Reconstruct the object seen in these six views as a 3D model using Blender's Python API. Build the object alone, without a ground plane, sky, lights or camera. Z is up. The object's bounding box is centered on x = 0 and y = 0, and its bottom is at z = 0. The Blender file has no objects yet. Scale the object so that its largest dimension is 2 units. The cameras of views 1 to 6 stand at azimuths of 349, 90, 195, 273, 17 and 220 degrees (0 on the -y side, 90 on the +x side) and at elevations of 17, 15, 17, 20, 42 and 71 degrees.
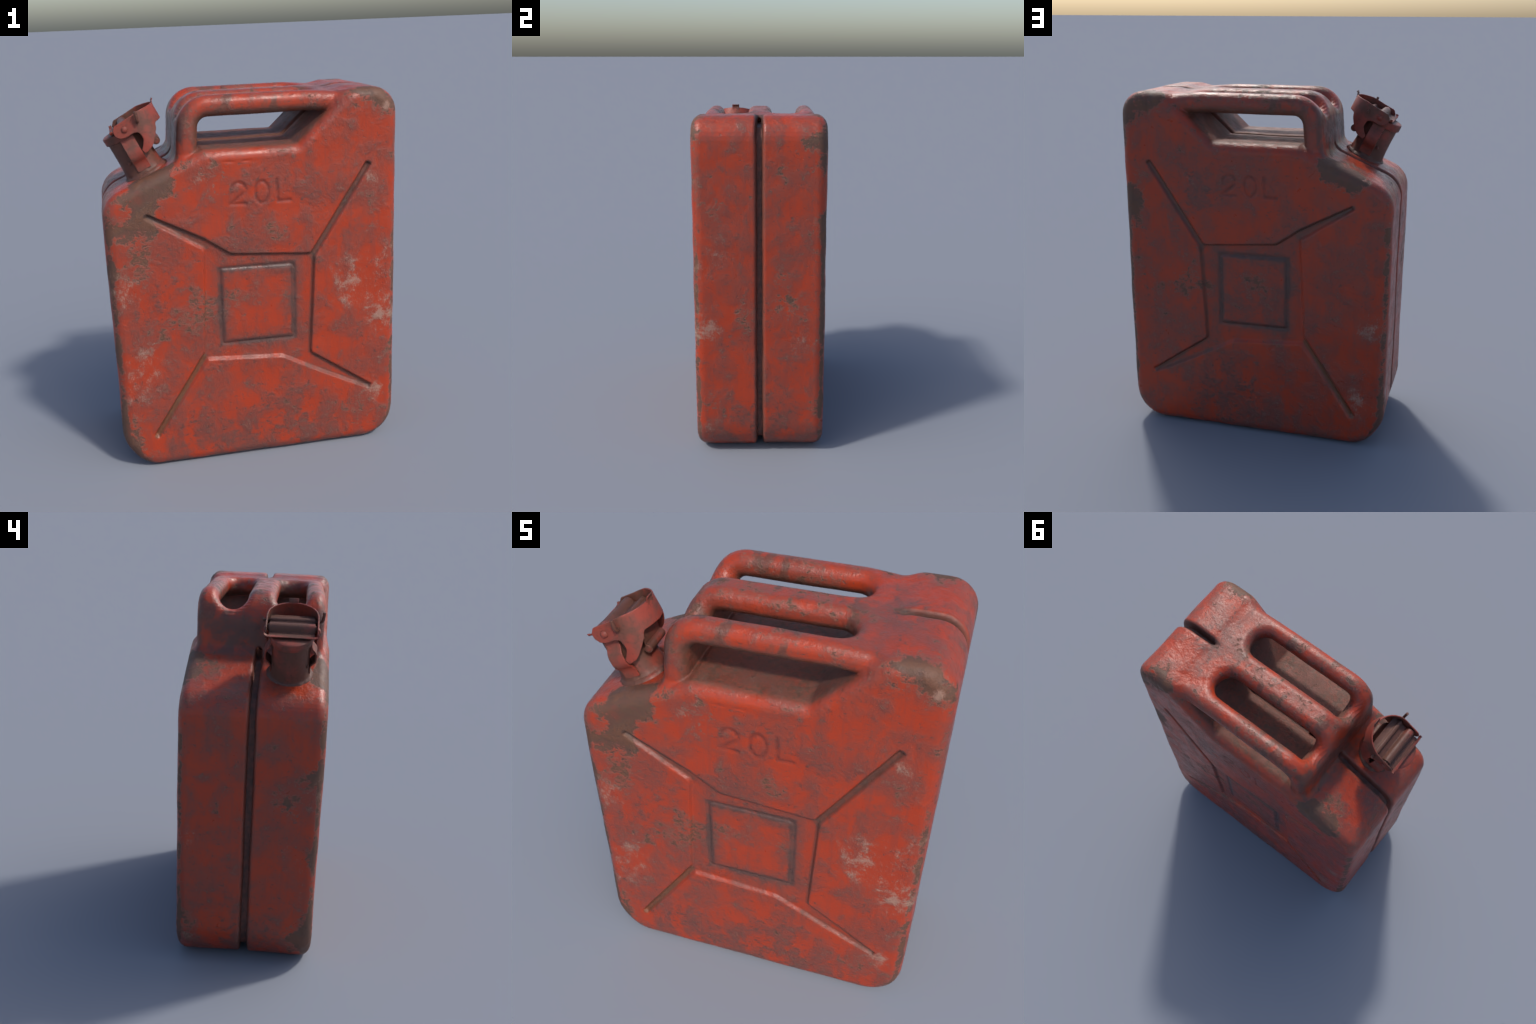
# Weathered red steel fuel can with three carrying bars, tilted filler neck and lever cap.
# The pressed-steel body is described by profiles and rules (a distance function), meshed by
# surface nets; the cap hardware is built from strips, tubes and lathe profiles.
import bpy, bmesh, math
import numpy as np
from mathutils import Vector, Matrix

rng = np.random.default_rng(7)
CELL = 0.005           # mesh cell of the body

# ------------------------------------------------------------------ 2-D helpers
def fillet(points, steps=8):
    """closed polygon [(x, z, radius)] -> dense closed polyline with rounded corners"""
    out = []
    n = len(points)
    for i in range(n):
        p = np.array(points[i][:2]); r = points[i][2]
        a = np.array(points[i - 1][:2]) - p; b = np.array(points[(i + 1) % n][:2]) - p
        la, lb = np.linalg.norm(a), np.linalg.norm(b)
        a /= la; b /= lb
        ang = math.acos(max(-1, min(1, a @ b)))
        if r < 1e-5 or ang > math.pi - 1e-3:
            out.append(p); continue
        t = min(r / math.tan(ang / 2), la * .49, lb * .49)
        r = t * math.tan(ang / 2)
        c = p + (a + b) / np.linalg.norm(a + b) * (r / math.sin(ang / 2))
        s, e = p + a * t - c, p + b * t - c
        a0 = math.atan2(s[1], s[0]); da = math.atan2(e[1], e[0]) - a0
        da = (da + math.pi) % (2 * math.pi) - math.pi
        for k in range(steps + 1):
            w = a0 + da * k / steps
            out.append(c + r * np.array([math.cos(w), math.sin(w)]))
    return np.array(out)

def seg_dist(X, Z, a, b):
    ax, az = a; dx, dz = b[0] - ax, b[1] - az
    t = np.clip(((X - ax) * dx + (Z - az) * dz) / (dx * dx + dz * dz + 1e-12), 0, 1)
    return np.hypot(X - ax - t * dx, Z - az - t * dz), t

def poly_sdf(X, Z, pts):
    d = np.full(X.shape, 9.0, X.dtype); inside = np.zeros(X.shape, bool)
    n = len(pts)
    for i in range(n):
        a, b = pts[i], pts[(i + 1) % n]
        d = np.minimum(d, seg_dist(X, Z, a, b)[0])
        if a[1] != b[1]:
            c = ((a[1] > Z) != (b[1] > Z)) & (X < (b[0] - a[0]) * (Z - a[1]) / (b[1] - a[1]) + a[0])
            inside ^= c
    return np.where(inside, -d, d)

def line_dist(X, Z, pts):
    d = np.full(X.shape, 9.0, X.dtype); s = np.zeros(X.shape, X.dtype); acc = 0.0
    for a, b in zip(pts[:-1], pts[1:]):
        dd, t = seg_dist(X, Z, a, b)
        L = math.hypot(b[0] - a[0], b[1] - a[1])
        m = dd < d
        d = np.where(m, dd, d); s = np.where(m, acc + t * L, s); acc += L
    return d, s

def sstep(e0, e1, x):
    t = np.clip((x - e0) / (e1 - e0), 0, 1)
    return t * t * (3 - 2 * t)

def smin(a, b, k):
    h = np.clip(0.5 + 0.5 * (b - a) / k, 0, 1)
    return b + (a - b) * h - k * h * (1 - h)

def smax(a, b, k):
    return -smin(-a, -b, k)

def rounded(w, h, r):
    return np.minimum(np.maximum(w + r, h + r), 0) + np.hypot(np.maximum(w + r, 0), np.maximum(h + r, 0)) - r

class Table:
    """a 2-D field over the x-z plane sampled once and read back smoothly"""
    def __init__(self, x0, x1, z0, z1, h):
        self.x0, self.z0, self.h = x0, z0, h
        self.nx, self.nz = int((x1 - x0) / h) + 2, int((z1 - z0) / h) + 2
        self.X, self.Z = np.meshgrid(x0 + h * np.arange(self.nx), z0 + h * np.arange(self.nz), indexing='ij')
        self.X = self.X.astype(np.float32); self.Z = self.Z.astype(np.float32)
    def lookup(self, x, z):
        fx = np.clip((x - self.x0) / self.h, 0, self.nx - 1.001); fz = np.clip((z - self.z0) / self.h, 0, self.nz - 1.001)
        i = fx.astype(np.int32); k = fz.astype(np.int32); fx = fx - i; fz = fz - k
        def read(T):
            return (T[i, k] * (1 - fx) + T[i + 1, k] * fx) * (1 - fz) + (T[i, k + 1] * (1 - fx) + T[i + 1, k + 1] * fx) * fz
        return read

# ------------------------------------------------------------------ surface nets
def sdf_mesh(f, lo, hi, h, slack=0.02):
    lo = np.array(lo, float); B = 8
    nb = np.ceil((np.array(hi) - lo) / (h * B)).astype(int)
    n = nb * B
    bi = np.stack(np.meshgrid(*[np.arange(k) for k in nb], indexing='ij'), -1).reshape(-1, 3)
    dc = f(lo + (bi * B + (B - 1) / 2) * h)
    D = np.empty(n, np.float32)
    V = D.reshape(nb[0], B, nb[1], B, nb[2], B)
    V[:] = np.where(dc < 0, -1.0, 1.0).reshape(nb[0], 1, nb[1], 1, nb[2], 1)
    near = bi[np.abs(dc) < B * h * 0.87 + slack]
    off = np.stack(np.meshgrid(*[np.arange(B)] * 3, indexing='ij'), -1).reshape(-1, 3)
    for c in range(0, len(near), 1500):
        blk = near[c:c + 1500]
        val = f((lo + (blk[:, None, :] * B + off[None]) * h).reshape(-1, 3)).reshape(-1, B, B, B)
        V[blk[:, 0], :, blk[:, 1], :, blk[:, 2], :] = val
    S = D < 0
    cnt = np.zeros(n - 1, np.int8)
    corner = [(i, j, k) for i in (0, 1) for j in (0, 1) for k in (0, 1)]
    sl = lambda o: tuple(slice(o[q], n[q] - 1 + o[q]) for q in range(3))
    for o in corner:
        cnt += S[sl(o)]
    act = np.argwhere((cnt > 0) & (cnt < 8))
    idx = np.full(n - 1, -1, np.int32)
    idx[act[:, 0], act[:, 1], act[:, 2]] = np.arange(len(act))
    val = {o: D[act[:, 0] + o[0], act[:, 1] + o[1], act[:, 2] + o[2]].astype(float) for o in corner}
    P = np.zeros((len(act), 3)); W = np.zeros(len(act))
    for o in corner:
        for ax in range(3):
            if o[ax]: continue
            e = list(o); e[ax] = 1; e = tuple(e)
            a, b = val[o], val[e]
            m = (a < 0) != (b < 0)
            t = np.where(m, a / np.where(m, a - b, 1), 0)
            q = np.tile(np.array(o, float), (len(act), 1)); q[:, ax] += t
            P += q * m[:, None]; W += m
    P = lo + (act + P / W[:, None]) * h
    quads = []
    for ax in range(3):
        u, v = (ax + 1) % 3, (ax + 2) % 3
        a = [slice(1, n[q] - 1) for q in range(3)]; b = list(a)
        a[ax] = slice(0, n[ax] - 1); b[ax] = slice(1, n[ax])
        Sa, Sb = S[tuple(a)], S[tuple(b)]
        e = np.argwhere(Sa != Sb)
        flip = Sa[e[:, 0], e[:, 1], e[:, 2]]
        base = e + 1; base[:, ax] -= 1
        def cell(du, dv):
            c = base.copy(); c[:, u] -= du; c[:, v] -= dv
            return idx[c[:, 0], c[:, 1], c[:, 2]]
        q = np.stack([cell(1, 1), cell(0, 1), cell(0, 0), cell(1, 0)], 1)
        q[~flip] = q[~flip][:, ::-1]
        quads.append(q)
    Q = np.concatenate(quads)
    eps = h * 0.15
    for it in range(2):                     # settle the vertices on the true surface
        d = f(P)
        G = np.stack([f(P + eps * np.eye(3)[q]) - d for q in range(3)], 1) / eps
        g2 = np.maximum((G * G).sum(1), 0.2)
        step = np.clip(d / g2, -h * .6, h * .6)
        P = P - G * step[:, None]
    return P, Q

def mesh_from(name, P, Q, normals=None):
    me = bpy.data.meshes.new(name)
    me.vertices.add(len(P)); me.vertices.foreach_set('co', P.astype(np.float32).ravel())
    k = Q.shape[1]
    me.loops.add(Q.size); me.loops.foreach_set('vertex_index', Q.astype(np.int32).ravel())
    me.polygons.add(len(Q))
    me.polygons.foreach_set('loop_start', np.arange(0, Q.size, k, dtype=np.int32))
    me.polygons.foreach_set('use_smooth', np.ones(len(Q), bool))
    me.update(calc_edges=True); me.validate()
    if normals is not None:
        me.normals_split_custom_set_from_vertices(normals.tolist())
    return me

def vertex_normals(P, Q):
    N = np.cross(P[Q[:, 2]] - P[Q[:, 0]], P[Q[:, 3]] - P[Q[:, 1]])
    out = np.zeros_like(P)
    for c in range(4):
        for ax in range(3):
            out[:, ax] += np.bincount(Q[:, c], N[:, ax], len(P))
    return out / np.maximum(np.linalg.norm(out, axis=1), 1e-12)[:, None]

# ------------------------------------------------------------------ body profile (x-z)
HALF = 0.377           # half width in y
PROFILE = fillet([
    (-0.773, 0.195, 0.3), (-0.750, 0.122, 0.3), (-0.690, 0.040, 0.3), (-0.620, 0.000, 0.3), (0.620, 0.000, 0.3), (0.700, 0.036, 0.3), (0.752, 0.100, 0.3), (0.773, 0.180, 0.3), (0.773, 1.999, 0.198), (0.512, 1.999, 0.10),
    (0.233, 1.737, 0.030), (-0.250, 1.737, 0.01), (-0.300, 1.719, 0.01), (-0.773, 1.512, 0.150)])

# recessed X on both faces, as seen from the front
RECESS = fillet([
    (-0.566, 1.413, 0.006), (-0.556, 1.434, 0.006), (-0.278, 1.286, 0.08), (-0.135, 1.187, 0.06), (0.290, 1.152, 0.012),
    (0.600, 1.624, 0.008), (0.626, 1.607, 0.008), (0.313, 1.126, 0.03), (0.284, 0.582, 0.03),
    (0.632, 0.342, 0.006), (0.619, 0.318, 0.006), (0.375, 0.440, 0.08), (0.121, 0.577, 0.06),
    (-0.290, 0.607, 0.012), (-0.582, 0.178, 0.008), (-0.606, 0.197, 0.008), (-0.304, 0.655, 0.03),
    (-0.274, 1.224, 0.03)], 5)
PANEL = fillet([(-0.200, 0.688, 0.012), (0.192, 0.682, 0.012), (0.198, 1.098, 0.022), (-0.196, 1.108, 0.012)], 4)

def letter_strokes():
    arc = [(-0.082 + 0.036 * math.cos(a), 1.526 + 0.034 * math.sin(a)) for a in np.linspace(math.radians(155), math.radians(-30), 10)]
    two = arc + [(-0.122, 1.452), (-0.046, 1.449)]
    zero = [(0.040 + 0.035 * math.cos(a), 1.503 + 0.056 * math.sin(a)) for a in np.linspace(0, 2 * math.pi, 25)]
    ell = [(0.119, 1.560), (0.123, 1.450), (0.188, 1.449)]
    return [two, zero, ell]

# carrying bars: one bent sheet with two long holes; centre line of the sheet in x-z
BAND = fillet([(-0.345, 1.50, 0), (-0.309, 1.944, 0.106), (0.30, 1.944, 0.3), (0.515, 1.925, 0), (0.515, 0.5, 0)], 12)[:-1]
BAND_T, BAND_R, BAND_Y = 0.0535, 0.050, 0.338
L_BAND = float(np.hypot(*np.diff(BAND, axis=0).T).sum())

TB = Table(-0.86, 0.86, -0.10, 2.10, 0.002)
T_PROF = poly_sdf(TB.X, TB.Z, PROFILE)
T_BN, T_BS = line_dist(TB.X, TB.Z, BAND)

def window(pts, pad=0.06):
    """index window of the table round a few points"""
    p = np.array(pts); lo, hi = p.min(0) - pad, p.max(0) + pad
    f = lambda v, o: int(round((v - o) / TB.h))
    return slice(f(lo[0], TB.x0), f(hi[0], TB.x0)), slice(f(lo[1], TB.z0), f(hi[1], TB.z0))

def relief():
    w = window(RECESS); X, Z = TB.X[w], TB.Z[w]
    sd = poly_sdf(X, Z, RECESS)
    rec = np.zeros_like(TB.X)
    # walls facing down are crisp, walls facing up run out softly
    up = np.gradient(sd, TB.h, axis=1)
    soft = sstep(0.2, -0.5, up)
    rec[w] = 0.0165 * sstep(0.0065 + 0.003 * soft, -0.009 - 0.004 * soft, sd)
    w = window(PANEL); X, Z = TB.X[w], TB.Z[w]
    pd = poly_sdf(X, Z, PANEL)
    rec[w] += 0.0045 * np.exp(-(pd / 0.013) ** 2) - 0.005 * sstep(0.004, -0.008, pd)
    # a worn crease under the lip below the bars
    crease = [(-0.235, 1.677), (-0.10, 1.668), (0.03, 1.671)]
    w = window(crease)
    cd, cs = line_dist(TB.X[w], TB.Z[w], crease)
    rec[w] += 0.003 * np.exp(-(cd / 0.006) ** 2) * (0.5 + 0.5 * np.sin(cs * 70)) * sstep(0, .03, cs) * sstep(.265, .2, cs)
    return rec

def lettered(rec, turned):
    rec = rec.copy()
    if turned:                              # a long scratch near the top corner of the rear face
        cut = [(0.603, 1.965), (0.606, 1.862)]
        w = window(cut)
        rec[w] += 0.004 * np.exp(-(line_dist(TB.X[w], TB.Z[w], cut)[0] / 0.0045) ** 2)
    for st in letter_strokes():
        pts = [(0.052 - x, z) for x, z in st] if turned else st
        w = window(pts)
        ld, _ = line_dist(TB.X[w], TB.Z[w], pts)
        rec[w] += 0.0040 * np.exp(-(ld / 0.0090) ** 2)
    return rec
_rec = relief()
T_FRONT, T_BACK = lettered(_rec, False), lettered(_rec, True)

WAVES = [(rng.normal(size=3), rng.uniform(0, 6.28), s) for s in (9, 9, 13, 13, 18, 18, 26, 26, 34, 34, 45, 45)]
def wobble(P):
    out = 0
    for k, ph, s in WAVES:
        k = k / np.linalg.norm(k) * s
        out = out + np.sin(P @ k + ph) * (0.0085 / s)
    return out

# arc-length of the left and right ends of the hand holes along the band
HOLE_END = L_BAND - (0.515 - 0.352)
_i = np.argmin(np.hypot(BAND[:, 0] + 0.30, BAND[:, 1] - 1.90))
HOLE_START = float(np.hypot(*np.diff(BAND[:_i + 1], axis=0).T).sum()) - 0.008

def body(P):
    x, y, z = P[:, 0], P[:, 1], P[:, 2]
    rd = TB.lookup(x, z)
    dp, bn, bs = rd(T_PROF), rd(T_BN), rd(T_BS)
    rec = np.where(y < 0, rd(T_FRONT), rd(T_BACK)) * sstep(0.2, 0.3, np.abs(y))
    ay = np.abs(y)
    tank = rounded(dp, ay - HALF + rec, 0.060)
    groove = np.maximum(ay - 0.0185 - 0.20 * np.clip(dp + 0.020, -0.03, 0.04), -(dp + 0.043 + 0.018 * sstep(1.86, 1.96, z)))
    tank = smax(tank, -groove, 0.016)
    # sheet of the bars: strip minus two slots with round ends, fully rounded edges
    strip = np.maximum(ay - BAND_Y, bs - L_BAND + 0.002)
    hs = np.maximum(np.maximum(bs - HOLE_END + 0.074, HOLE_START + 0.074 - bs), 0)
    hole = np.hypot(hs, np.maximum(np.abs(ay - 0.1555) - 0.004, 0)) - 0.074
    sheet = rounded(bn - BAND_T, np.maximum(strip, -hole), BAND_R)
    # concave blends are wide outside the stem and narrow inside the hand opening
    k = 0.010 + 0.030 * sstep(-0.30, -0.40, x) + 0.03 * sstep(0.36, 0.46, x) * sstep(1.9, 1.95, z)
    d = smin(tank, sheet, k)
    # blind pocket where the top slot runs in under the sheet
    pocket = np.maximum(np.hypot(y, np.maximum(np.abs(z - 1.958) - 0.004, 0)) - 0.012, np.abs(x - 0.51) - 0.06)
    d = smax(d, -pocket, 0.006)
    # drain gap through the foot of the stem
    t = np.clip((x + 0.50) / 0.28, 0, 1)
    hole2 = np.hypot(y, np.maximum(np.abs(z - (1.664 + 0.03 * t)) - 0.018, 0)) - 0.0145
    hole2 = np.maximum(hole2, np.abs(x + 0.33) - 0.16)
    d = smax(d, -hole2, 0.012)
    return d + wobble(P)

# ------------------------------------------------------------------ node helpers
class Nodes:
    def __init__(self, name):
        self.mat = bpy.data.materials.new(name); self.mat.use_nodes = True
        self.nt = self.mat.node_tree; self.nt.nodes.clear()
        self.co = self.nt.nodes.new('ShaderNodeTexCoord').outputs['Object']
        self.geo = self.nt.nodes.new('ShaderNodeNewGeometry')
        s = self.nt.nodes.new('ShaderNodeSeparateXYZ'); self.link(self.co, s.inputs[0])
        self.x, self.y, self.z = s.outputs
        s = self.nt.nodes.new('ShaderNodeSeparateXYZ'); self.link(self.geo.outputs['Normal'], s.inputs[0])
        self.nx, self.ny, self.nz = s.outputs
    def link(self, a, b):
        self.nt.links.new(a, b)
    def put(self, sock, v):
        if isinstance(v, bpy.types.NodeSocket): self.link(v, sock)
        else: sock.default_value = v
    def m(self, op, a, b=0.0, c=0.0, clamp=False):
        n = self.nt.nodes.new('ShaderNodeMath'); n.operation = op; n.use_clamp = clamp
        for s, v in zip(n.inputs, (a, b, c)): self.put(s, v)
        return n.outputs[0]
    def add(self, *a):
        r = a[0]
        for q in a[1:]: r = self.m('ADD', r, q)
        return r
    def mul(self, *a):
        r = a[0]
        for q in a[1:]: r = self.m('MULTIPLY', r, q)
        return r
    def step(self, x, lo, hi, a=0.0, b=1.0):
        n = self.nt.nodes.new('ShaderNodeMapRange'); n.interpolation_type = 'SMOOTHSTEP'
        for s, v in zip(n.inputs, (x, lo, hi, a, b)): self.put(s, v)
        return n.outputs[0]
    def noise(self, scale, detail=4.0, rough=0.55, stretch=(1, 1, 1), dist=0.0, shift=0.0):
        mp = self.nt.nodes.new('ShaderNodeMapping'); self.link(self.co, mp.inputs[0])
        mp.inputs['Scale'].default_value = stretch
        mp.inputs['Location'].default_value = (shift, shift * .7, shift * 1.3)
        n = self.nt.nodes.new('ShaderNodeTexNoise')
        self.link(mp.outputs[0], n.inputs['Vector'])
        for k, v in (('Scale', scale), ('Detail', detail), ('Roughness', rough), ('Distortion', dist)):
            n.inputs[k].default_value = v
        return n.outputs[0]
    def blob(self, c, r, weight=1.0, squash=(1, 1, 1)):
        """soft ball of influence round a point"""
        mp = self.nt.nodes.new('ShaderNodeVectorMath'); mp.operation = 'SUBTRACT'
        self.link(self.co, mp.inputs[0]); mp.inputs[1].default_value = c
        q = self.nt.nodes.new('ShaderNodeVectorMath'); q.operation = 'DIVIDE'
        self.link(mp.outputs[0], q.inputs[0]); q.inputs[1].default_value = [r * s for s in squash]
        l = self.nt.nodes.new('ShaderNodeVectorMath'); l.operation = 'LENGTH'
        self.link(q.outputs[0], l.inputs[0])
        return self.step(l.outputs['Value'], 1.0, 0.0, 0.0, weight)
    def line(self, a, b):
        """distance in x-z to a segment"""
        dx, dz = b[0] - a[0], b[1] - a[1]; L2 = dx * dx + dz * dz
        px, pz = self.m('SUBTRACT', self.x, a[0]), self.m('SUBTRACT', self.z, a[1])
        t = self.m('ADD', self.mul(px, dx / L2), self.mul(pz, dz / L2), clamp=True)
        ex, ez = self.m('SUBTRACT', px, self.mul(t, dx)), self.m('SUBTRACT', pz, self.mul(t, dz))
        return self.m('SQRT', self.add(self.mul(ex, ex), self.mul(ez, ez)))
    def mix(self, f, a, b):
        n = self.nt.nodes.new('ShaderNodeMix'); n.data_type = 'RGBA'
        self.put(n.inputs[0], f)
        for s, v in ((n.inputs[6], a), (n.inputs[7], b)):
            self.put(s, v if isinstance(v, bpy.types.NodeSocket) else (*v, 1.0))
        return n.outputs[2]
    def finish(self, color, rough, height, dist=0.004, strength=1.0, metallic=0.0, spec=0.5):
        b = self.nt.nodes.new('ShaderNodeBsdfPrincipled'); o = self.nt.nodes.new('ShaderNodeOutputMaterial')
        bp = self.nt.nodes.new('ShaderNodeBump'); bp.inputs['Distance'].default_value = dist
        bp.inputs['Strength'].default_value = strength
        self.link(height, bp.inputs['Height']); self.link(bp.outputs[0], b.inputs['Normal'])
        self.link(color, b.inputs['Base Color']); self.put(b.inputs['Roughness'], rough)
        b.inputs['Metallic'].default_value = metallic
        b.inputs['Specular IOR Level'].default_value = spec
        self.link(b.outputs[0], o.inputs[0])
        return self.mat

RED, DULL, PLUM = (0.395, 0.040, 0.010), (0.268, 0.049, 0.028), (0.125, 0.052, 0.042)
BROWN, DARK, PALE = (0.110, 0.058, 0.036), (0.060, 0.036, 0.029), (0.44, 0.275, 0.205)

def paint_material():
    g = Nodes('worn_red_paint')
    big = g.noise(3.0, 4, 0.6)
    soft = g.noise(8.0, 7, 0.62, (1, 1, .85), 0.3, 3.1)
    mid = g.noise(15.0, 9, 0.68, (1, 1, 1.1), 0.4, 5.3)
    fine = g.noise(36.0, 8, 0.68, (1, 1, 1.5), 0.5, 7.7)
    grain = g.noise(130.0, 4, 0.65)
    ay = g.m('ABSOLUTE', g.y)
    def cloud(spots):
        b = g.blob(*spots[0])
        for q in spots[1:]: b = g.add(b, g.blob(*q))
        return b
    # base paint: vivid red, faded red, plum-grey stains
    col = g.mix(g.step(g.add(g.mul(big, .25), g.mul(soft, .75)), .40, .57), RED, DULL)
    streak = g.step(g.noise(30, 5, .6, (1, 1, .10), 0, 5), .50, .72)
    col = g.mix(g.mul(streak, .32), col, (.17, .046, .036))
    stained = [((.1, -.38, .12), .45, .08), ((-.35, -.38, .12), .3, .05), ((-.05, -.38, 1.22), .2, .05), ((.35, -.38, 1.45), .15, .05),
               ((.15, .38, .2), .5, .08), ((.35, .38, 1.45), .2, .09), ((.77, 0, .2), .4, .06), ((-.77, 0, .2), .4, .06),
               ((.5, 0, 2.0), .3, .06), ((0, .38, .9), .3, .05), ((-.5, -.38, .95), .25, .05), ((-.62, .1, 1.5), .22, .06)]
    sb = cloud(stained)
    stain = g.step(g.add(g.mul(mid, .45), g.mul(soft, .40), g.mul(fine, .15), sb), .50, .63)
    col = g.mix(g.mul(stain, g.step(fine, .35, .62, .40, .80)), col, PLUM)
    # small dark pits and flakes, in clusters
    flake = g.step(g.add(g.mul(fine, .72), g.mul(big, .14), g.mul(mid, .14), g.mul(sb, .4)), .550, .640)
    col = g.mix(g.mul(flake, .70), col, (.078, .040, .031))
    # paint worn down to brown metal round listed spots
    spots = [((-.50, -.38, 1.59), .17, .20), ((-.60, -.37, 1.52), .15, .17), ((-.56, -.38, 1.44), .10, .17), ((-.62, -.38, 1.36), .13, .135), ((-.55, -.38, 1.33), .08, .12), ((-.60, -.38, 1.22), .12, .095), ((-.70, -.37, 1.33), .10, .12), ((-.62, -.38, 1.12), .12, .075),
             ((-.32, -.38, .93), .20, .08), ((-.12, -.38, .93), .20, .06), ((.16, -.38, .96), .14, .08), ((.60, -.36, 1.97), .15, .13),
             ((.72, -.37, 1.90), .12, .10), ((.66, -.38, 1.32), .14, .06), ((-.2, -.38, 1.60), .2, .06), ((.1, -.38, 1.28), .15, .05),
             ((-.5, -.38, .82), .18, .06), ((.15, -.38, .12), .25, .05), ((.55, -.38, .15), .25, .07), ((-.72, -.36, .10), .20, .15),
             ((-.48, .30, 1.62), .20, .10), ((-.44, .38, 1.62), .13, .20), ((-.56, .37, 1.57), .13, .19), ((.72, .38, 1.40), .14, .21), ((.74, .38, 1.25), .12, .14),
             ((.70, .38, 1.55), .10, .06), ((.42, .38, .95), .20, .09), ((.28, .38, .90), .15, .05), ((.60, .36, 1.97), .14, .17), ((.73, .37, 1.88), .11, .17),
             ((-.02, .38, .95), .15, .09), ((-.55, -.30, 1.60), .16, .10), ((-.40, -.33, 1.66), .12, .10),
             ((.77, .28, 1.86), .10, .14), ((.77, .36, 1.75), .12, .15), ((.77, .13, 1.72), .07, .12), ((.77, .14, .95), .13, .11), ((.77, -.1, .88), .14, .09), ((.77, .1, 1.1), .1, .07),
             ((.77, -.28, 1.5), .16, .06), ((-.77, -.20, .98), .14, .11), ((-.77, .12, .93), .14, .07), ((-.77, -.34, 1.15), .13, .15), ((-.77, -.33, .68), .10, .13),
             ((-.77, .33, .22), .16, .11), ((-.77, -.33, .25), .18, .13), ((.77, -.3, .3), .18, .07), ((.77, .36, .9), .3, .06), ((.77, .35, .3), .2, .06)]
    bias = cloud(spots)
    # rubbed outer corners of the shells, where the surface turns from face to side
    ny2 = g.mul(g.ny, g.ny)
    edge = g.mul(ny2, g.m('SUBTRACT', 1.0, ny2), 4.0, g.step(ay, .335, .352),
                 g.m('MAXIMUM', g.step(g.m('ABSOLUTE', g.x), .63, .69), g.m('MAXIMUM', g.step(g.z, .16, .10), g.step(g.z, 1.58, 1.66))))
    upright = g.mul(edge, g.step(g.m('ABSOLUTE', g.nx), .15, .5), g.step(g.add(g.z, g.mul(big, .5)), 1.75, 1.45))
    bias = g.add(bias, g.mul(edge, .035), g.mul(upright, .10))
    # rub marks on the carrying bars and along the deck lip
    bars = g.mul(g.step(g.z, 1.80, 1.86), g.step(g.x, .42, .30))
    bias = g.add(bias, g.mul(bars, .028), g.mul(g.step(g.z, 1.95, 1.98), .022))
    field = g.add(g.mul(soft, .35), g.mul(mid, .35), g.mul(fine, .30), bias)
    chip = g.step(field, .582, .636)
    chipcol = g.mix(g.step(g.add(g.mul(mid, .6), g.mul(fine, .4)), .38, .60), (.074, .048, .034), BROWN)
    chipcol = g.mix(g.mul(g.step(soft, .5, .62), .7), chipcol, (.15, .060, .030))
    chipcol = g.mix(g.mul(g.step(fine, .54, .70), .55), chipcol, (.055, .036, .028))
    col = g.mix(g.mul(g.step(field, .545, .60), .45), col, (.19, .062, .042))
    rim = g.m('SUBTRACT', g.step(field, .572, .590), chip, clamp=True)
    col = g.mix(g.mul(rim, .28), col, (.40, .14, .09))
    col = g.mix(g.mul(chip, g.step(g.add(g.mul(soft, .5), g.mul(mid, .5)), .36, .54, .62, .93)), col, chipcol)
    band = g.mul(bars, g.step(g.noise(7.5, 3, .5, (1.3, 1, .6), .2, 9.1), .54, .62))
    col = g.mix(g.mul(band, .75), col, g.mix(g.step(fine, .4, .6), (.075, .040, .029), (.13, .060, .040)))
    # pale scuffs
    pale = [((.62, -.38, .92), .34, .24), ((.68, -.38, .72), .16, .18), ((.72, -.37, 1.12), .14, .18), ((.70, -.37, .52), .14, .14), ((.70, -.37, 1.4), .12, .16), ((.62, -.38, 1.55), .16, .22), ((.66, -.38, .31), .15, .30), ((.70, -.365, 1.90), .05, .40),
            ((-.68, -.38, .50), .28, .24), ((-.60, -.38, .68), .20, .18), ((-.72, -.37, 1.05), .18, .20), ((-.66, -.38, 1.0), .2, .15), ((.5, -.38, 1.0), .25, .16), ((-.25, -.38, 1.60), .18, .18), ((-.62, .38, .28), .20, .27),
            ((-.64, .38, .75), .20, .17), ((.77, -.30, .78), .17, .25), ((.77, -.26, 1.25), .20, .19), ((.77, .25, .72), .20, .20),
            ((.77, -.3, .17), .16, .20), ((-.77, .33, .75), .18, .20), ((-.77, -.25, .7), .16, .17), ((-.77, .32, .17), .13, .22), ((.40, .38, 1.5), .16, .14)]
    pb = cloud(pale)
    scr = g.noise(58, 10, .8, (1.25, 1, .8), 1.2, 1.7)
    pb = g.mul(pb, g.step(g.add(g.mul(mid, .5), g.mul(soft, .5)), .38, .62, .40, 1.08))
    sf = g.add(g.mul(scr, .72), g.mul(mid, .36), g.mul(pb, .95), -.03)
    col = g.mix(g.mul(g.step(sf, .58, .80), .28), col, (.30, .125, .09))
    scuff = g.step(g.add(sf, g.mul(g.m('SUBTRACT', grain, .5), .25)), .66, .86)
    col = g.mix(g.mul(scuff, .58), col, PALE)
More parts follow.
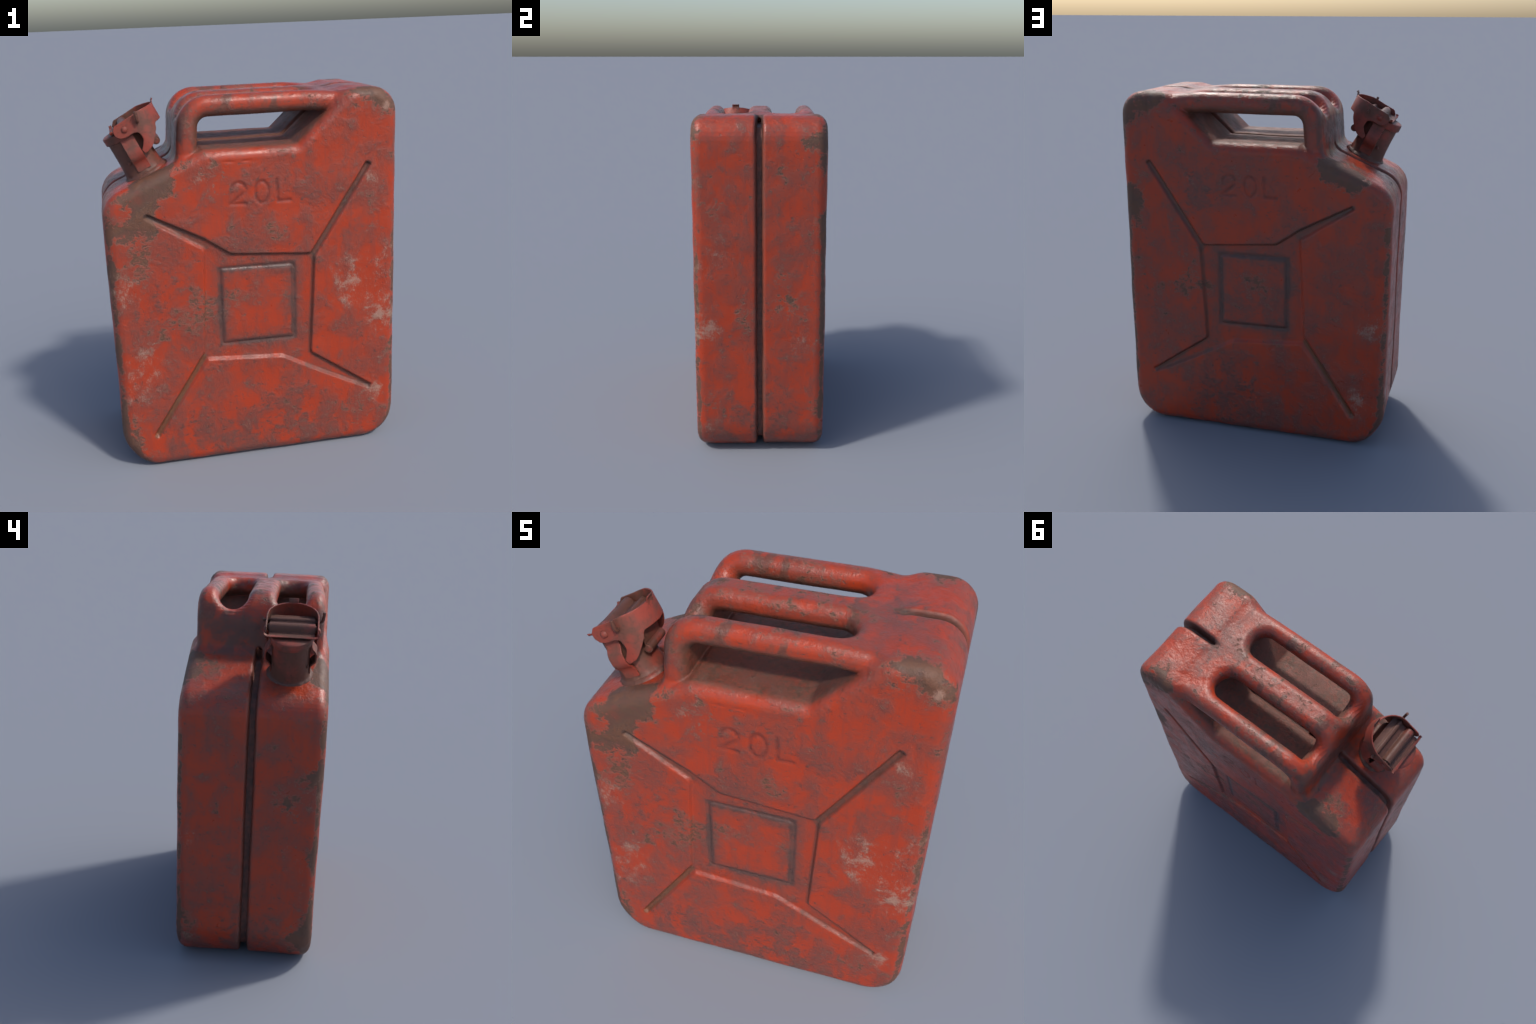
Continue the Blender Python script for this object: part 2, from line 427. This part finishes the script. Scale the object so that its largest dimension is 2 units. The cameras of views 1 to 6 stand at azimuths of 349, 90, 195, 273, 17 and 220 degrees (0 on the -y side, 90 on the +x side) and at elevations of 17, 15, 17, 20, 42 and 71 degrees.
    # rust and mud in the hand opening, under the bars and on the ramp
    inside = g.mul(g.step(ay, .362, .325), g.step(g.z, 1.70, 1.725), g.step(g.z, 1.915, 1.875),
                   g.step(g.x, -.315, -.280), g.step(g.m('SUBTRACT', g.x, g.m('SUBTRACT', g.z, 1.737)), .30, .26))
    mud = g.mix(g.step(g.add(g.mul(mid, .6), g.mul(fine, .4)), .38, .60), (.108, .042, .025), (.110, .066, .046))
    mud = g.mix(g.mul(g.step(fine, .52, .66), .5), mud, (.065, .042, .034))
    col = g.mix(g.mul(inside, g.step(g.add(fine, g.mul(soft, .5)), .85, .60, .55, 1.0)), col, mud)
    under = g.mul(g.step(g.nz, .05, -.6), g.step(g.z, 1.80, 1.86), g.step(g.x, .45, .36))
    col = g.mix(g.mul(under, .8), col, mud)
    # soot on the outer stem wall
    soot = g.mul(g.step(g.x, -.30, -.345), g.step(g.x, -.56, -.40), g.step(g.nx, -.25, -.6), g.step(g.z, 1.60, 1.70), g.step(g.z, 1.95, 1.80), g.step(soft, .30, .58))
    col = g.mix(g.mul(soot, .78), col, (.080, .042, .035))
    # groove between the shells
    gr = g.mul(g.step(ay, .036, .020), g.m('SUBTRACT', 1.0, g.mul(g.step(g.z, 1.72, 1.80), g.step(g.x, .50, .46))))
    col = g.mix(g.mul(gr, .65), col, (.135, .062, .045))
    slot = g.mul(g.step(ay, .026, .014), g.step(g.z, 1.84, 1.90), g.step(g.x, .46, .50))  # near-black tint paints the shadow in the depth of the top slot
    col = g.mix(g.mul(slot, .8), col, (.050, .028, .022))
    # dirt round the framed panel; dark lines along the arms and recess edges
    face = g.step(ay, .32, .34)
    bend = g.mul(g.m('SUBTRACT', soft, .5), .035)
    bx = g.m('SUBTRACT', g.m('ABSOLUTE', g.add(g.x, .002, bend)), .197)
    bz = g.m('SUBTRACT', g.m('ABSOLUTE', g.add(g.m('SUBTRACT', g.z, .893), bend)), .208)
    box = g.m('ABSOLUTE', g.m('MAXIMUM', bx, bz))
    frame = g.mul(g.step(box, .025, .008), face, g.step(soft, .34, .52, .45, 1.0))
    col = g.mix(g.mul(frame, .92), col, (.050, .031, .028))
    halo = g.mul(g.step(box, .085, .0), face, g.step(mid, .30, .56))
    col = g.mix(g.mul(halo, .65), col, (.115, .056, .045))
    for a, b, w, k, c in (((.31, 1.15), (.612, 1.612), .014, .85, (.085, .045, .032)), ((-.31, .62), (-.592, .19), .014, .85, (.13, .060, .028)),
                       ((-.13, 1.186), (-.275, 1.283), .011, .75, (.085, .045, .032)), ((-.275, 1.281), (-.56, 1.426), .012, .9, (.075, .042, .032)), ((-.26, 1.238), (-.53, 1.402), .013, .6, (.105, .055, .040)), ((.26, .505), (.616, .325), .011, .6, (.105, .055, .040)), ((.30, .565), (.618, .335), .011, .75, (.085, .045, .032)),  # (.105, .055, .040) darkens lower arm walls to subdue their lit look
                       ((-.13, 1.186), (.29, 1.150), .009, .6, (.085, .045, .032)), ((.308, 1.14), (.280, .58), .010, .6, (.085, .045, .032)), ((.29, 1.15), (.312, 1.12), .014, .6, (.085, .045, .032))):  # dark lines under the top panel and down the edge of the right one
        arm = g.mul(g.step(g.add(g.line(a, b), g.mul(g.m('SUBTRACT', fine, .5), .008)), w + .007, w - .006), face)
        col = g.mix(g.mul(arm, k, g.step(fine, .25, .55, .65, 1.0)), col, c)
    # stamped letters keep a trace of dirt; the rear set reads from behind
    back = g.m('GREATER_THAN', g.y, 0.0)
    lx = g.add(g.mul(g.x, g.m('SUBTRACT', 1.0, g.mul(back, 2.0))), g.mul(back, .052))
    keep = g.x; g.x = lx
    def ring(cx, cz, rx, rz):
        a, b = g.mul(g.m('SUBTRACT', lx, cx), 1 / rx), g.mul(g.m('SUBTRACT', g.z, cz), 1 / rz)
        return g.mul(g.m('ABSOLUTE', g.m('SUBTRACT', g.m('SQRT', g.add(g.mul(a, a), g.mul(b, b))), 1.0)), (rx + rz) / 2)
    bow = g.add(ring(-.082, 1.526, .036, .034), g.step(g.add(g.z, g.mul(lx, -.35)), 1.552, 1.540, 0, .05))
    d = g.m('MINIMUM', bow, ring(.040, 1.503, .035, .056))
    for a, b in (((-.051, 1.509), (-.122, 1.452)), ((-.122, 1.452), (-.046, 1.449)), ((.119, 1.560), (.123, 1.450)), ((.123, 1.450), (.188, 1.449))):
        d = g.m('MINIMUM', d, g.line(a, b))
    g.x = keep
    col = g.mix(g.mul(g.step(d, .014, .003), face, .50, g.step(mid, .36, .54, .25, 1.0)), col, (.105, .022, .016))
    # dusty foot
    col = g.mix(g.mul(g.step(g.z, .28, .0), g.step(soft, .36, .60), .55), col, PLUM)
    col = g.mix(g.step(grain, .35, .8, 0.0, .22), col, (.10, .045, .036))
    rough = g.add(g.step(mid, .3, .7, .27, .47), g.mul(chip, .20), g.mul(inside, .25), g.mul(gr, .2))
    rugged = g.step(g.add(g.mul(big, .5), g.mul(soft, .5), g.mul(g.step(g.nz, .5, .9), .12)), .46, .62, .18, 1.0)
    rugged = g.mul(rugged, g.step(g.m('ABSOLUTE', g.nx), .5, .9, 1.0, .45))
    h = g.add(g.mul(soft, .45), g.mul(mid, .45, rugged), g.mul(fine, .42, rugged), g.mul(grain, .07), g.mul(chip, -.22), g.mul(flake, -.12), g.mul(scuff, .05))
    return g.finish(col, rough, h, .0095, .75, 0.0, .46)

def rust_material(name, tone=0.0):
    """browner, rustier red for cap hardware"""
    g = Nodes(name)
    mid = g.noise(14, 7, .6, dist=.3); fine = g.noise(60, 6, .65, shift=2.2); big = g.noise(6, 3, .5, shift=4)
    col = g.mix(g.step(g.add(g.mul(mid, .6), g.mul(big, .4), tone), .40, .62), (.265, .044, .027), (.160, .047, .034))
    col = g.mix(g.mul(g.step(g.add(g.mul(big, .55), g.mul(fine, .15), g.mul(mid, .3), tone * .9), .50, .62), .85), col, (.105, .043, .028))
    col = g.mix(g.mul(g.step(fine, .52, .72), .55), col, (.06, .028, .020))
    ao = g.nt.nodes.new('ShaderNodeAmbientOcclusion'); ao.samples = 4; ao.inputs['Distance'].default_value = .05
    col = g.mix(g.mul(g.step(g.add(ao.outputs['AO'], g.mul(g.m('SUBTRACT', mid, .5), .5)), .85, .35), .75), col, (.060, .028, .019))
    h = g.add(g.mul(mid, .6), g.mul(fine, .3))
    return g.finish(col, g.step(mid, .3, .7, .46, .64), h, .004, .8, 0.0, .42)

def seam_material():
    g = Nodes('rusty_weld_seam')
    mid = g.noise(30, 6, .6)
    col = g.mix(g.step(mid, .35, .65), (.085, .044, .036), (.17, .060, .045))
    return g.finish(col, .7, mid, .004, .6)

PAINT = paint_material(); SEAM = seam_material()
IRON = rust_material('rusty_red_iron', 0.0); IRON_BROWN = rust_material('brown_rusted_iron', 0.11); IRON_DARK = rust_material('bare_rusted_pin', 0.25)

# ------------------------------------------------------------------ objects
coll = bpy.context.scene.collection
can = bpy.data.objects.new('jerry_can', None); coll.objects.link(can)
can['label'] = 'battered red steel jerry can with three handles and lever cap'
can['category'] = 'fuel can'

def add(name, me, parent, mat):
    ob = bpy.data.objects.new(name, me); coll.objects.link(ob)
    ob.parent = parent
    me.materials.append(mat)
    return ob

P, Q = sdf_mesh(body, (-0.82, -0.415, -0.04), (0.82, 0.42, 2.05), CELL)
P[:, 2] = np.maximum(P[:, 2], 0.0)
N = vertex_normals(P, Q)
C = P[Q].mean(1)
rd = TB.lookup(C[:, 0], C[:, 2])
on_band = (rd(T_BN) < 0.060) & (C[:, 0] < 0.36) & (C[:, 2] > 1.80)
on_seam = (np.abs(C[:, 1]) < 0.0155) & (rd(T_PROF) < -0.034) & ~on_band & (rd(T_PROF) > -0.12) & (C[:, 2] < 1.93)
label = np.where(C[:, 1] < 0, 0, 1)
label[on_seam] = 2
label[on_band] = np.where(C[on_band, 1] < -0.156, 3, np.where(C[on_band, 1] < 0.156, 4, 5))
for lab, (name, mat) in enumerate((('tank_shell', PAINT), ('tank_shell', PAINT), ('weld_seam', SEAM),
                                   ('handle', PAINT), ('handle', PAINT), ('handle', PAINT))):
    q = Q[label == lab]
    used, inv = np.unique(q, return_inverse=True)
    add(name, mesh_from(name, P[used], inv.reshape(-1, 4), N[used]), can, mat)

# ------------------------------------------------------------------ filler neck and cap
# local frame: u along the shoulder towards the handles, v = y, a along the neck
T = math.radians(26)
O = np.array([-0.575, -0.171, 1.6]); U = np.array([math.cos(T), 0, math.sin(T)]); A = np.array([-math.sin(T), 0, math.cos(T)])
def world(p):
    p = np.asarray(p, float).reshape(-1, 3)
    return O + p[:, :1] * U + p[:, 1:2] * np.array([0, 1, 0]) + p[:, 2:] * A
U0 = 0.047             # neck axis

def from_bmesh(name, bm, parent, mat, bevel=0.0, angle=35):
    for v in bm.verts: v.co = Vector(world(v.co)[0])
    bmesh.ops.recalc_face_normals(bm, faces=bm.faces)
    me = bpy.data.meshes.new(name); bm.to_mesh(me); bm.free()
    ob = add(name, me, parent, mat)
    if bevel:
        mo = ob.modifiers.new('soft_edges', 'BEVEL'); mo.width = bevel; mo.segments = 2
        mo.limit_method = 'ANGLE'; mo.angle_limit = math.radians(40)
    me.polygons.foreach_set('use_smooth', [True] * len(me.polygons))
    me.set_sharp_from_angle(angle=math.radians(angle))
    return ob

def lathe(name, profile, parent, mat, n=72, lump=None, tilt=0.0):
    bm = bmesh.new(); rings = []
    for r, a in profile:
        ring = []
        for i in range(n):
            w = 2 * math.pi * i / n
            rr = r + (lump(w, a) if lump else 0)
            ring.append(bm.verts.new((U0 + tilt * a + rr * math.cos(w), rr * math.sin(w), a)))
        rings.append(ring)
    for p, q in zip(rings[:-1], rings[1:]):
        for i in range(n):
            bm.faces.new((p[i], p[(i + 1) % n], q[(i + 1) % n], q[i]))
    bm.faces.new(rings[-1]); bm.faces.new(rings[0][::-1])
    return from_bmesh(name, bm, parent, mat)

def ribbon(name, path, thick, v0, v1, parent, mat, bevel=0.0015, nv=1):
    """metal strip: path in (u, a) or (v, a) thickened and extruded"""
    pts = np.array(path, float)
    d = np.gradient(pts, axis=0); d /= np.linalg.norm(d, axis=1)[:, None]
    nrm = np.stack([-d[:, 1], d[:, 0]], 1) * thick / 2
    loop = np.concatenate([pts + nrm, (pts - nrm)[::-1]])
    bm = bmesh.new()
    a = [bm.verts.new((p[0], v0, p[1])) for p in loop]; b = [bm.verts.new((p[0], v1, p[1])) for p in loop]
    m = len(loop); k = len(pts)
    for i in range(m):
        bm.faces.new((a[i], a[(i + 1) % m], b[(i + 1) % m], b[i]))
    for ring in (a, b):
        for i in range(k - 1):
            bm.faces.new((ring[i], ring[i + 1], ring[m - 2 - i], ring[m - 1 - i]))
    return bm, lambda: from_bmesh(name, bm, parent, mat, bevel)

def tube(name, pts, r, parent, mat, n=14, dome=False):
    pts = [Vector(p) for p in pts]
    bm = bmesh.new(); rings = []
    side = None
    for i, p in enumerate(pts):
        d = (pts[min(i + 1, len(pts) - 1)] - pts[max(i - 1, 0)]).normalized()
        s = d.orthogonal().normalized() if side is None else (side - d * side.dot(d)).normalized()
        side = s; t = d.cross(s)
        rings.append([bm.verts.new(p + (s * math.cos(w) + t * math.sin(w)) * r) for w in np.arange(n) * 2 * math.pi / n])
    for p, q in zip(rings[:-1], rings[1:]):
        for i in range(n): bm.faces.new((p[i], p[(i + 1) % n], q[(i + 1) % n], q[i]))
    bm.faces.new(rings[-1]); bm.faces.new(rings[0][::-1])
    return from_bmesh(name, bm, parent, mat, r * .2)

def bead(w, a):
    k = max(0.0, 1 - abs(a - 0.004) / 0.022)
    return k * (0.003 * math.sin(7 * w + 1) * math.sin(4 * w) + 0.0013 * math.sin(17 * w + 2 + math.sin(5 * w)) + 0.0008 * math.sin(37 * w))
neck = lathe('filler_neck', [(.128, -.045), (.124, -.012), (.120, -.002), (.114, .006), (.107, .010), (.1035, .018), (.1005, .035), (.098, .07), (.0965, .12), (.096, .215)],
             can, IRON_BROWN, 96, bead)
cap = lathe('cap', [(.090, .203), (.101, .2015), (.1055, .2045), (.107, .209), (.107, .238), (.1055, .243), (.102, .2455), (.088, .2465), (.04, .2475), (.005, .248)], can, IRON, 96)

# lid bridge: plate with the hinge tube and the pin ridge pressed into it
def arc(c, r, a0, a1, n=9):
    return [(c[0] + r * math.cos(w), c[1] + r * math.sin(w)) for w in np.radians(np.linspace(a0, a1, n))]
path = [(-.006, .256), (.020, .2545), (.038, .2545)] + arc((.066, .262), .022, 165, 15, 11) + [(.095, .2555), (.120, .2545)] + \
       arc((.1405, .2545), .0125, 165, 15, 8) + [(.160, .2535), (.186, .251)]
bm, done = ribbon('lid_bridge', path, .006, -.113, .113, cap, IRON_BROWN)
done()
# front lip with upturned tips
bm = bmesh.new()
lip = [(-.136, .012), (-.130, .004), (-.118, 0), (.118, 0), (.130, .004), (.136, .012)]
top = []; bot = []
for v, up in lip:
    for L, du in ((top, 0), (bot, .016)):
        L.append([bm.verts.new((-.010 + du + (.003 if abs(v) > .12 else 0), v, .256 + up)), bm.verts.new((-.010 + du + (.003 if abs(v) > .12 else 0), v, .261 + up))])
for i in range(len(lip) - 1):
    a, b, c, d = top[i], top[i + 1], bot[i], bot[i + 1]
    bm.faces.new((a[0], b[0], b[1], a[1])); bm.faces.new((c[0], d[0], d[1], c[1]))
    bm.faces.new((a[0], b[0], d[0], c[0])); bm.faces.new((a[1], b[1], d[1], c[1]))
for i in (0, -1):
    bm.faces.new((top[i][0], top[i][1], bot[i][1], bot[i][0]))
from_bmesh('lid_lip', bm, cap, IRON, .001)

# hinge rod through the pressed tube, with domed rivet heads outside the lever cheeks
tube('hinge_rod', [(.066, v, .262) for v in np.linspace(-.122, .122, 5)], .018, cap, IRON_BROWN, 20)
def rivet(name, c, r, sgn, parent, mat):
    bm = bmesh.new(); rings = []
    prof = [(r * 1.0, 0), (r * .98, r * .18), (r * .8, r * .42), (r * .5, r * .58), (r * .12, r * .66)]
    for rr, hh in prof:
        rings.append([bm.verts.new((c[0] + rr * math.cos(w), c[1] + sgn * hh, c[2] + rr * math.sin(w))) for w in np.arange(18) * math.pi / 9])
    for p, q in zip(rings[:-1], rings[1:]):
        for i in range(18): bm.faces.new((p[i], p[(i + 1) % 18], q[(i + 1) % 18], q[i]))
    bm.faces.new(rings[-1]); bm.faces.new(rings[0])
    return from_bmesh(name, bm, parent, mat)

# lever: a strap bent round the cap, cut to a cheek with a hook on each side
CHEEK = fillet([(.010, .266, .015), (.030, .288, .015), (.10, .291, .02), (.17, .297, .03), (.25, .291, .03), (.40, .286, 0),
                (.40, .198, 0), (.262, .202, .02), (.226, .202, .015), (.214, .178, .02), (.190, .152, .03), (.160, .122, .02), (.140, .108, .012),
                (.098, .096, .008), (.090, .118, .006), (.106, .136, .02), (.1265, .165, .03), (.122, .204, .02), (.100, .213, .015), (.052, .212, .015),
                (.026, .220, .02), (.010, .240, .015)], 5)
def lever_field(p):
    u, v, a = p[:, 0], np.abs(p[:, 1]), p[:, 2]
    turn = u > 0.12
    n = np.where(turn, np.hypot(u - 0.12, v) - 0.128, v - 0.128)
    s = np.where(turn, 0.12 + 0.128 * np.arctan2(u - 0.12, v), u)
    w = poly_sdf(s, a, CHEEK)
    return rounded(np.abs(n) - 0.0036, w, 0.0018)
LP, LQ = sdf_mesh(lever_field, (-.02, -.16, .06), (.28, .16, .32), .0024, .012)
lever = add('lever', mesh_from('lever', world(LP), LQ), cap, IRON)
for sgn in (-1, 1):
    rivet('rivet', (.066, sgn * .1312, .250), .0165, sgn, lever, IRON)
# finger tab curling out of the top of the strap
bm, done = ribbon('finger_tab', [(.2485, .272), (.2495, .286), (.254, .298), (.263, .305)], .005, -.024, .024, lever, IRON_BROWN)
done()
# locking pin with a bent end
pin = [(.141, v, .251) for v in np.linspace(.150, -.128, 8)] + [(.1415, -.140, .2525), (.1425, -.148, .258), (.1445, -.152, .267), (.149, -.1545, .283), (.154, -.156, .304)]
tube('locking_pin', pin, .0080, cap, IRON_DARK, 14)

# clips on the sides of the neck that the hooks grip
for sgn in (-1, 1):
    base = [(.100, .205), (.1025, .185), (.108, .172), (.121, .156), (.1275, .140), (.1285, .112), (.124, .094), (.110, .080), (.1015, .068), (.0985, .050), (.0985, .024)]
    pts = np.array(base); d = np.gradient(pts, axis=0); d /= np.linalg.norm(d, axis=1)[:, None]
    nrm = np.stack([-d[:, 1], d[:, 0]], 1) * .0042
    bm = bmesh.new(); cols = []
    for p, q in zip(pts + nrm, pts - nrm):
        cols.append([bm.verts.new((uu, sgn * w[0], w[1])) for uu, w in ((.016, p), (.088, p), (.088, q), (.016, q))])
    for c0, c1 in zip(cols[:-1], cols[1:]):
        for i in range(4): bm.faces.new((c0[i], c0[(i + 1) % 4], c1[(i + 1) % 4], c1[i]))
    bm.faces.new(cols[0]); bm.faces.new(cols[-1])
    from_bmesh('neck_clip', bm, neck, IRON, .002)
    rivet('clip_rivet', (.002, sgn * .087, .083), .010, sgn, neck, IRON)

# latch tongue behind the cap with a rolled end
roll = (.174, .118)
path = [(.150, .249), (.176, .243), (.186, .225), (.184, .18), (.175, .140)] + arc(roll, .0175, 100, -190, 14)
bm, done = ribbon('latch_tongue', path, .007, -.070, .062, cap, IRON_BROWN)
done()
tube('tongue_rod', [(roll[0], v, roll[1]) for v in (-.072, 0, .064)], .0150, cap, IRON, 16)
